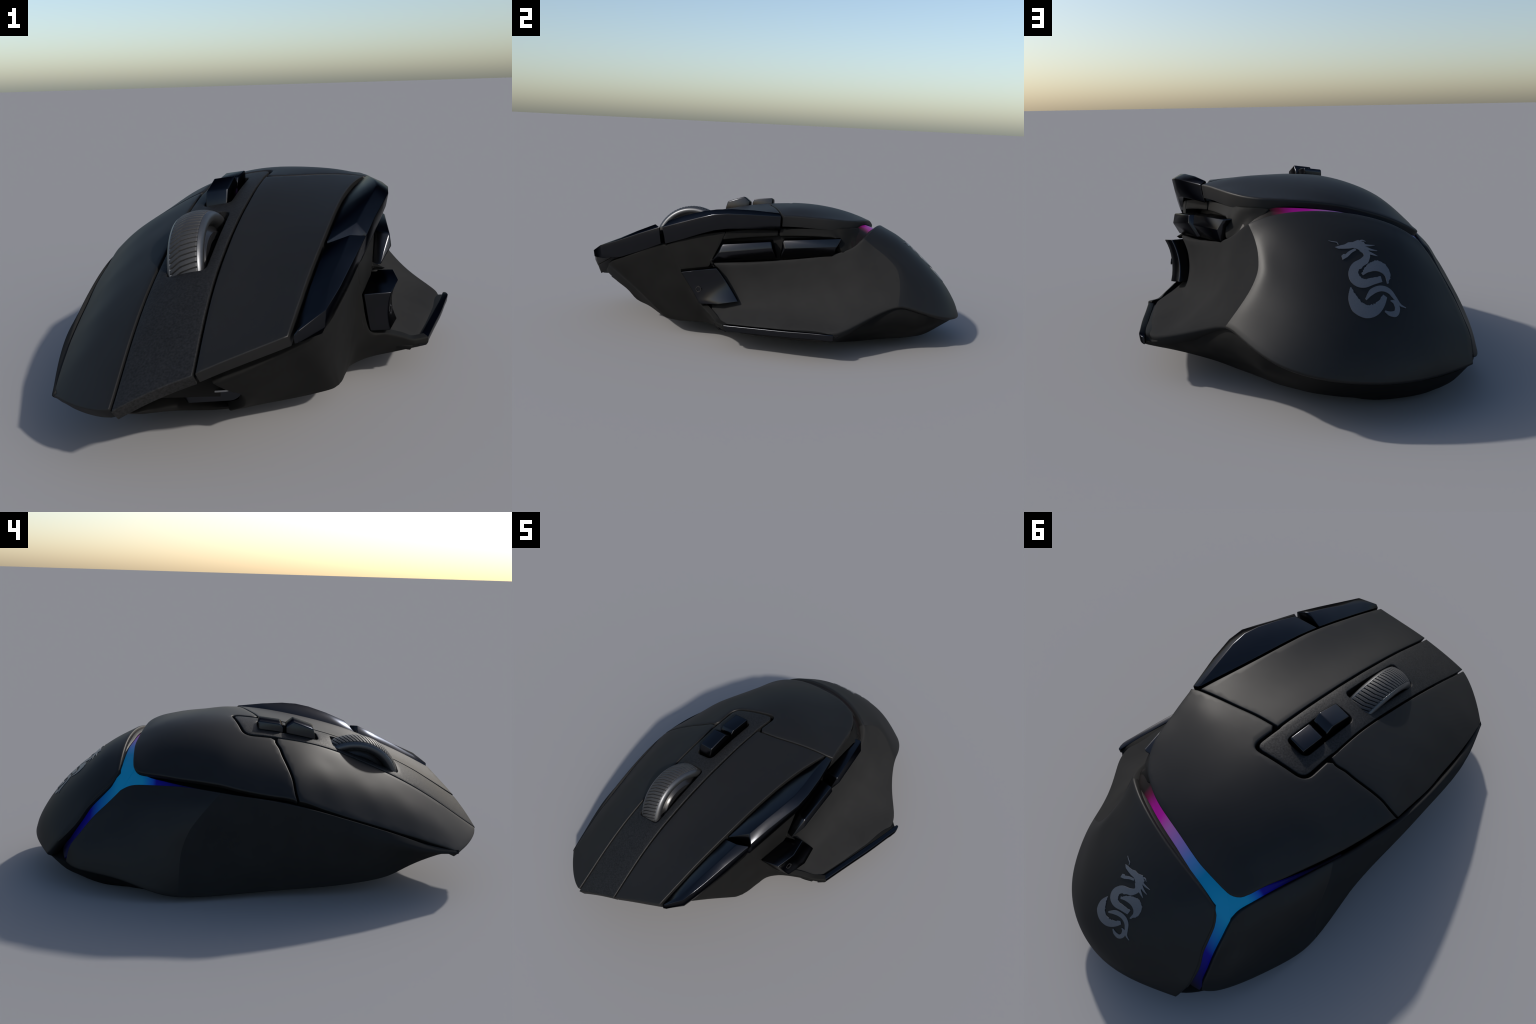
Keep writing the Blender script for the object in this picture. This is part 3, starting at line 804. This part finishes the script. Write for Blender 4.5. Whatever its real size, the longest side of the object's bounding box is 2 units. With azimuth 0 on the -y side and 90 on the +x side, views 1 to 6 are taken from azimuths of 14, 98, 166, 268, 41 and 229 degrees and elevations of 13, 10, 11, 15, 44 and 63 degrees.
# ------------------------------------------------------------------ scroll wheel
def wheel():
    e = bpy.data.objects.new('scroll_wheel', None); bpy.context.scene.collection.objects.link(e); e.parent = ROOT
    e.location = (-.119, -.435, .405); e.rotation_euler = (0, math.radians(-10), 0)
    def revolve(name, prof, mat, n=180, f=None):
        V, F = [], []; m = len(prof)
        for i in range(n):
            a = 2 * math.pi * i / n
            for j, (x, r) in enumerate(prof):
                rr = f(x, r, a, i) if f else r
                V.append((x, rr * math.cos(a), rr * math.sin(a)))
        for i in range(n):
            for j in range(m):
                F.append((i * m + j, i * m + (j + 1) % m, ((i + 1) % n) * m + (j + 1) % m, ((i + 1) % n) * m + j))
        return add_mesh(name, V, F, mat, e, angle=50)
    R = .207; teeth = 80; W = .043
    prof = [(-W, R - .040), (-W, R - .012)] + [(x, R - .008 * (x / W)**2 - .0015) for x in np.linspace(-W * .93, W * .93, 33)] + [(W, R - .012), (W, R - .040)]
    def groove(x, r, a, i):
        if abs(x) > W * .94: return r
        skew = 15.0 * (x + .006) if x > -.006 else 34.0 * (x + .006)
        ph = (a * teeth / (2 * math.pi) + skew) % 1.0
        d = min(ph, 1 - ph)
        return r - .006 * max(0.0, min(1.0, (.13 - d) / .07))
    revolve('tyre', prof, M_TYRE, n=teeth * 20, f=groove)
    for s in (1, -1):
        rp = [(s * (W + .000), R - .010), (s * (W + .007), R - .014), (s * (W + .012), R - .024), (s * (W + .011), R - .036), (s * (W + .002), R - .046), (s * (W - .014), R - .052), (s * (W - .022), R - .054), (s * (W - .022), R - .02)]
        revolve('rim', rp, M_RIM)
        hp = [(s * (W - .016), R - .050), (s * (W - .008), R - .066), (s * (W + .002), R - .074), (s * (W + .002), R - .095), (s * (W - .006), R - .10), (s * (W - .006), .03), (s * .008, .03), (s * .008, R - .03)]
        revolve('hub', hp, M_HUB)
wheel()

# ------------------------------------------------------------------ rocker (two caps)
def cap(name, prof, x0, x1, tilt):
    """Side profile (y,z) swept across x, leaning with the crown."""
    secs = []
    for x in (x0, x1):
        secs.append([(x, y, z + (x - (x0 + x1) / 2) * tilt) for y, z in prof])
    return loft(name, secs, M_GLOSS, bev=.0055, seg=3, angle=35)
cap('rocker_cap', [(-.262, .560), (-.256, .612), (-.246, .645), (-.157, .676), (-.126, .652), (-.124, .560)], -.176, -.103, .14)
cap('rocker_cap', [(-.114, .570), (-.113, .648), (-.100, .665), (-.008, .676), (-.003, .668), (-.003, .570)], -.178, -.107, .14)

# ------------------------------------------------------------------ emblem: a plain serpent-dragon on the rear shell
def emblem():
    A0 = geo[3]
    n, m = A0.shape[:2]
    lo = 8 * PER
    V = [tuple(p) for p in A0[lo:].reshape(-1, 3)]; nn = n - lo
    F = [(i*m+j, (i+1)*m+j, (i+1)*m+j+1, i*m+j+1) for i in range(nn-1) for j in range(m-1)]
    tree = BVHTree.FromPolygons(V, F)
    # drawing units are laid on the leaning plane of the shell, then dropped onto it
    O = Vector((.0947, .5034, .7275)); U = Vector((-.000476, -.00005, -.000026)); W = Vector((.000106, .000434, -.000414))
    Nn = U.cross(W).normalized()
    if Nn.y < 0: Nn = -Nn
    def place(u, v):
        p = O + U * u + W * v
        hit = tree.ray_cast(p + Nn * .3, -Nn)
        if hit[0] is None: return None
        nr = hit[1]
        if nr.dot(Nn) < 0: nr = -nr
        return hit[0], nr
    def patch(polys):
        VV, FF = [], []
        for P in polys:
            P = densify(np.array(P, float), 12)
            if area2(P) < 0: P = P[::-1]
            lo, hi = P.min(0), P.max(0)
            g = np.array([(a, b) for a in np.arange(lo[0], hi[0], 14) for b in np.arange(lo[1], hi[1], 14)])
            g = g[inside(P, g)] if len(g) else g
            if len(g): g = g[np.linalg.norm(g[:, None] - P[None], axis=2).min(1) > 5]
            k = len(P)
            vo, eo, fo, ov, oe, of = delaunay_2d_cdt([Vector(p) for p in P] + [Vector(p) for p in g], [(i, (i+1) % k) for i in range(k)], [], 1, 1e-6)
            v2 = np.array([tuple(v) for v in vo]); cen = np.array([v2[list(f)].mean(0) for f in fo]); ok = inside(P, cen)
            b0 = len(VV); hits = [place(*v) for v in v2]
            if any(h is None for h in hits): continue
            for p, nr in hits: VV.append(p + nr * .0022)
            c0 = len(VV)
            for p, nr in hits: VV.append(p - nr * .006)
            tri = [f for f, o in zip(fo, ok) if o]
            FF += [tuple(b0 + i for i in f) for f in tri] + [tuple(c0 + i for i in f[::-1]) for f in tri]
            omap = {}
            for i, src in enumerate(ov):
                for s_ in src: omap[s_] = i
            for i in range(k):
                a, b = omap[i], omap[(i+1) % k]
                FF.append((b0 + a, b0 + b, c0 + b, c0 + a))
        return VV, FF
    rng = np.random.default_rng(5)
    def stroke(pts, widths, ncut=40, rag=0.0):
        c = spline(np.array(pts, float), ncut); w = np.interp(np.linspace(0, 1, ncut), np.linspace(0, 1, len(widths)), widths)
        t = np.gradient(c, axis=0); t /= np.linalg.norm(t, axis=1, keepdims=True); nrm = np.c_[-t[:, 1], t[:, 0]]
        rr = rng.normal(0, 1, ncut) * rag * .6
        return np.vstack([c + nrm * (w / 2)[:, None], (c - nrm * (w / 2 + rr)[:, None])[::-1]])
    P = []
    # neck and upper coil
    P.append(stroke([(500, 565), (535, 590), (538, 620), (505, 652), (450, 682), (432, 722), (452, 765), (500, 785), (560, 775), (620, 765)], [34, 44, 48, 54, 64, 68, 60, 48, 42, 38], rag=4.0))
    P.append(stroke([(492, 730), (530, 700), (590, 682), (640, 698), (668, 740), (660, 795)], [14, 46, 66, 66, 44, 8], rag=4.0))
    P.append(stroke([(408, 800), (412, 850), (440, 910), (500, 945), (560, 940), (605, 905), (632, 868)], [10, 56, 74, 72, 66, 54, 30], rag=4.5))
    P.append(stroke([(500, 878), (545, 838), (610, 822), (665, 840), (705, 885), (735, 920), (775, 936)], [12, 36, 34, 32, 26, 16, 4]))
    P.append(stroke([(622, 952), (660, 968), (700, 965), (712, 935), (695, 905), (668, 895)], [8, 24, 34, 36, 28, 5]))
    # head: upper jaw, lower jaw, horns and mane
    P.append([(327, 538), (352, 533), (395, 528), (420, 516), (452, 517), (492, 503), (508, 515), (530, 520), (540, 545), (535, 585), (520, 600), (500, 580), (478, 566), (452, 556), (420, 558), (385, 556), (352, 552)])
    P.append([(460, 560), (470, 572), (440, 585), (420, 600), (405, 612), (372, 626), (365, 600), (380, 590), (392, 594), (410, 580), (432, 570)])
    P.append(stroke([(352, 524), (345, 508), (320, 500), (290, 488)], [3, 5, 4, 2], 8))
    for a, b, c, w in [((525, 540), (560, 545), (606, 544), 16), ((535, 560), (575, 575), (618, 582), 20), ((545, 590), (575, 602), (615, 618), 22), ((505, 512), (522, 508), (545, 518), 12)]:
        P.append(stroke([a, b, c], [w, w * .6, 2], 10))
    v, f = patch(P)
    add_mesh('emblem', v, f, M_MARK, rear, angle=40)

emblem()
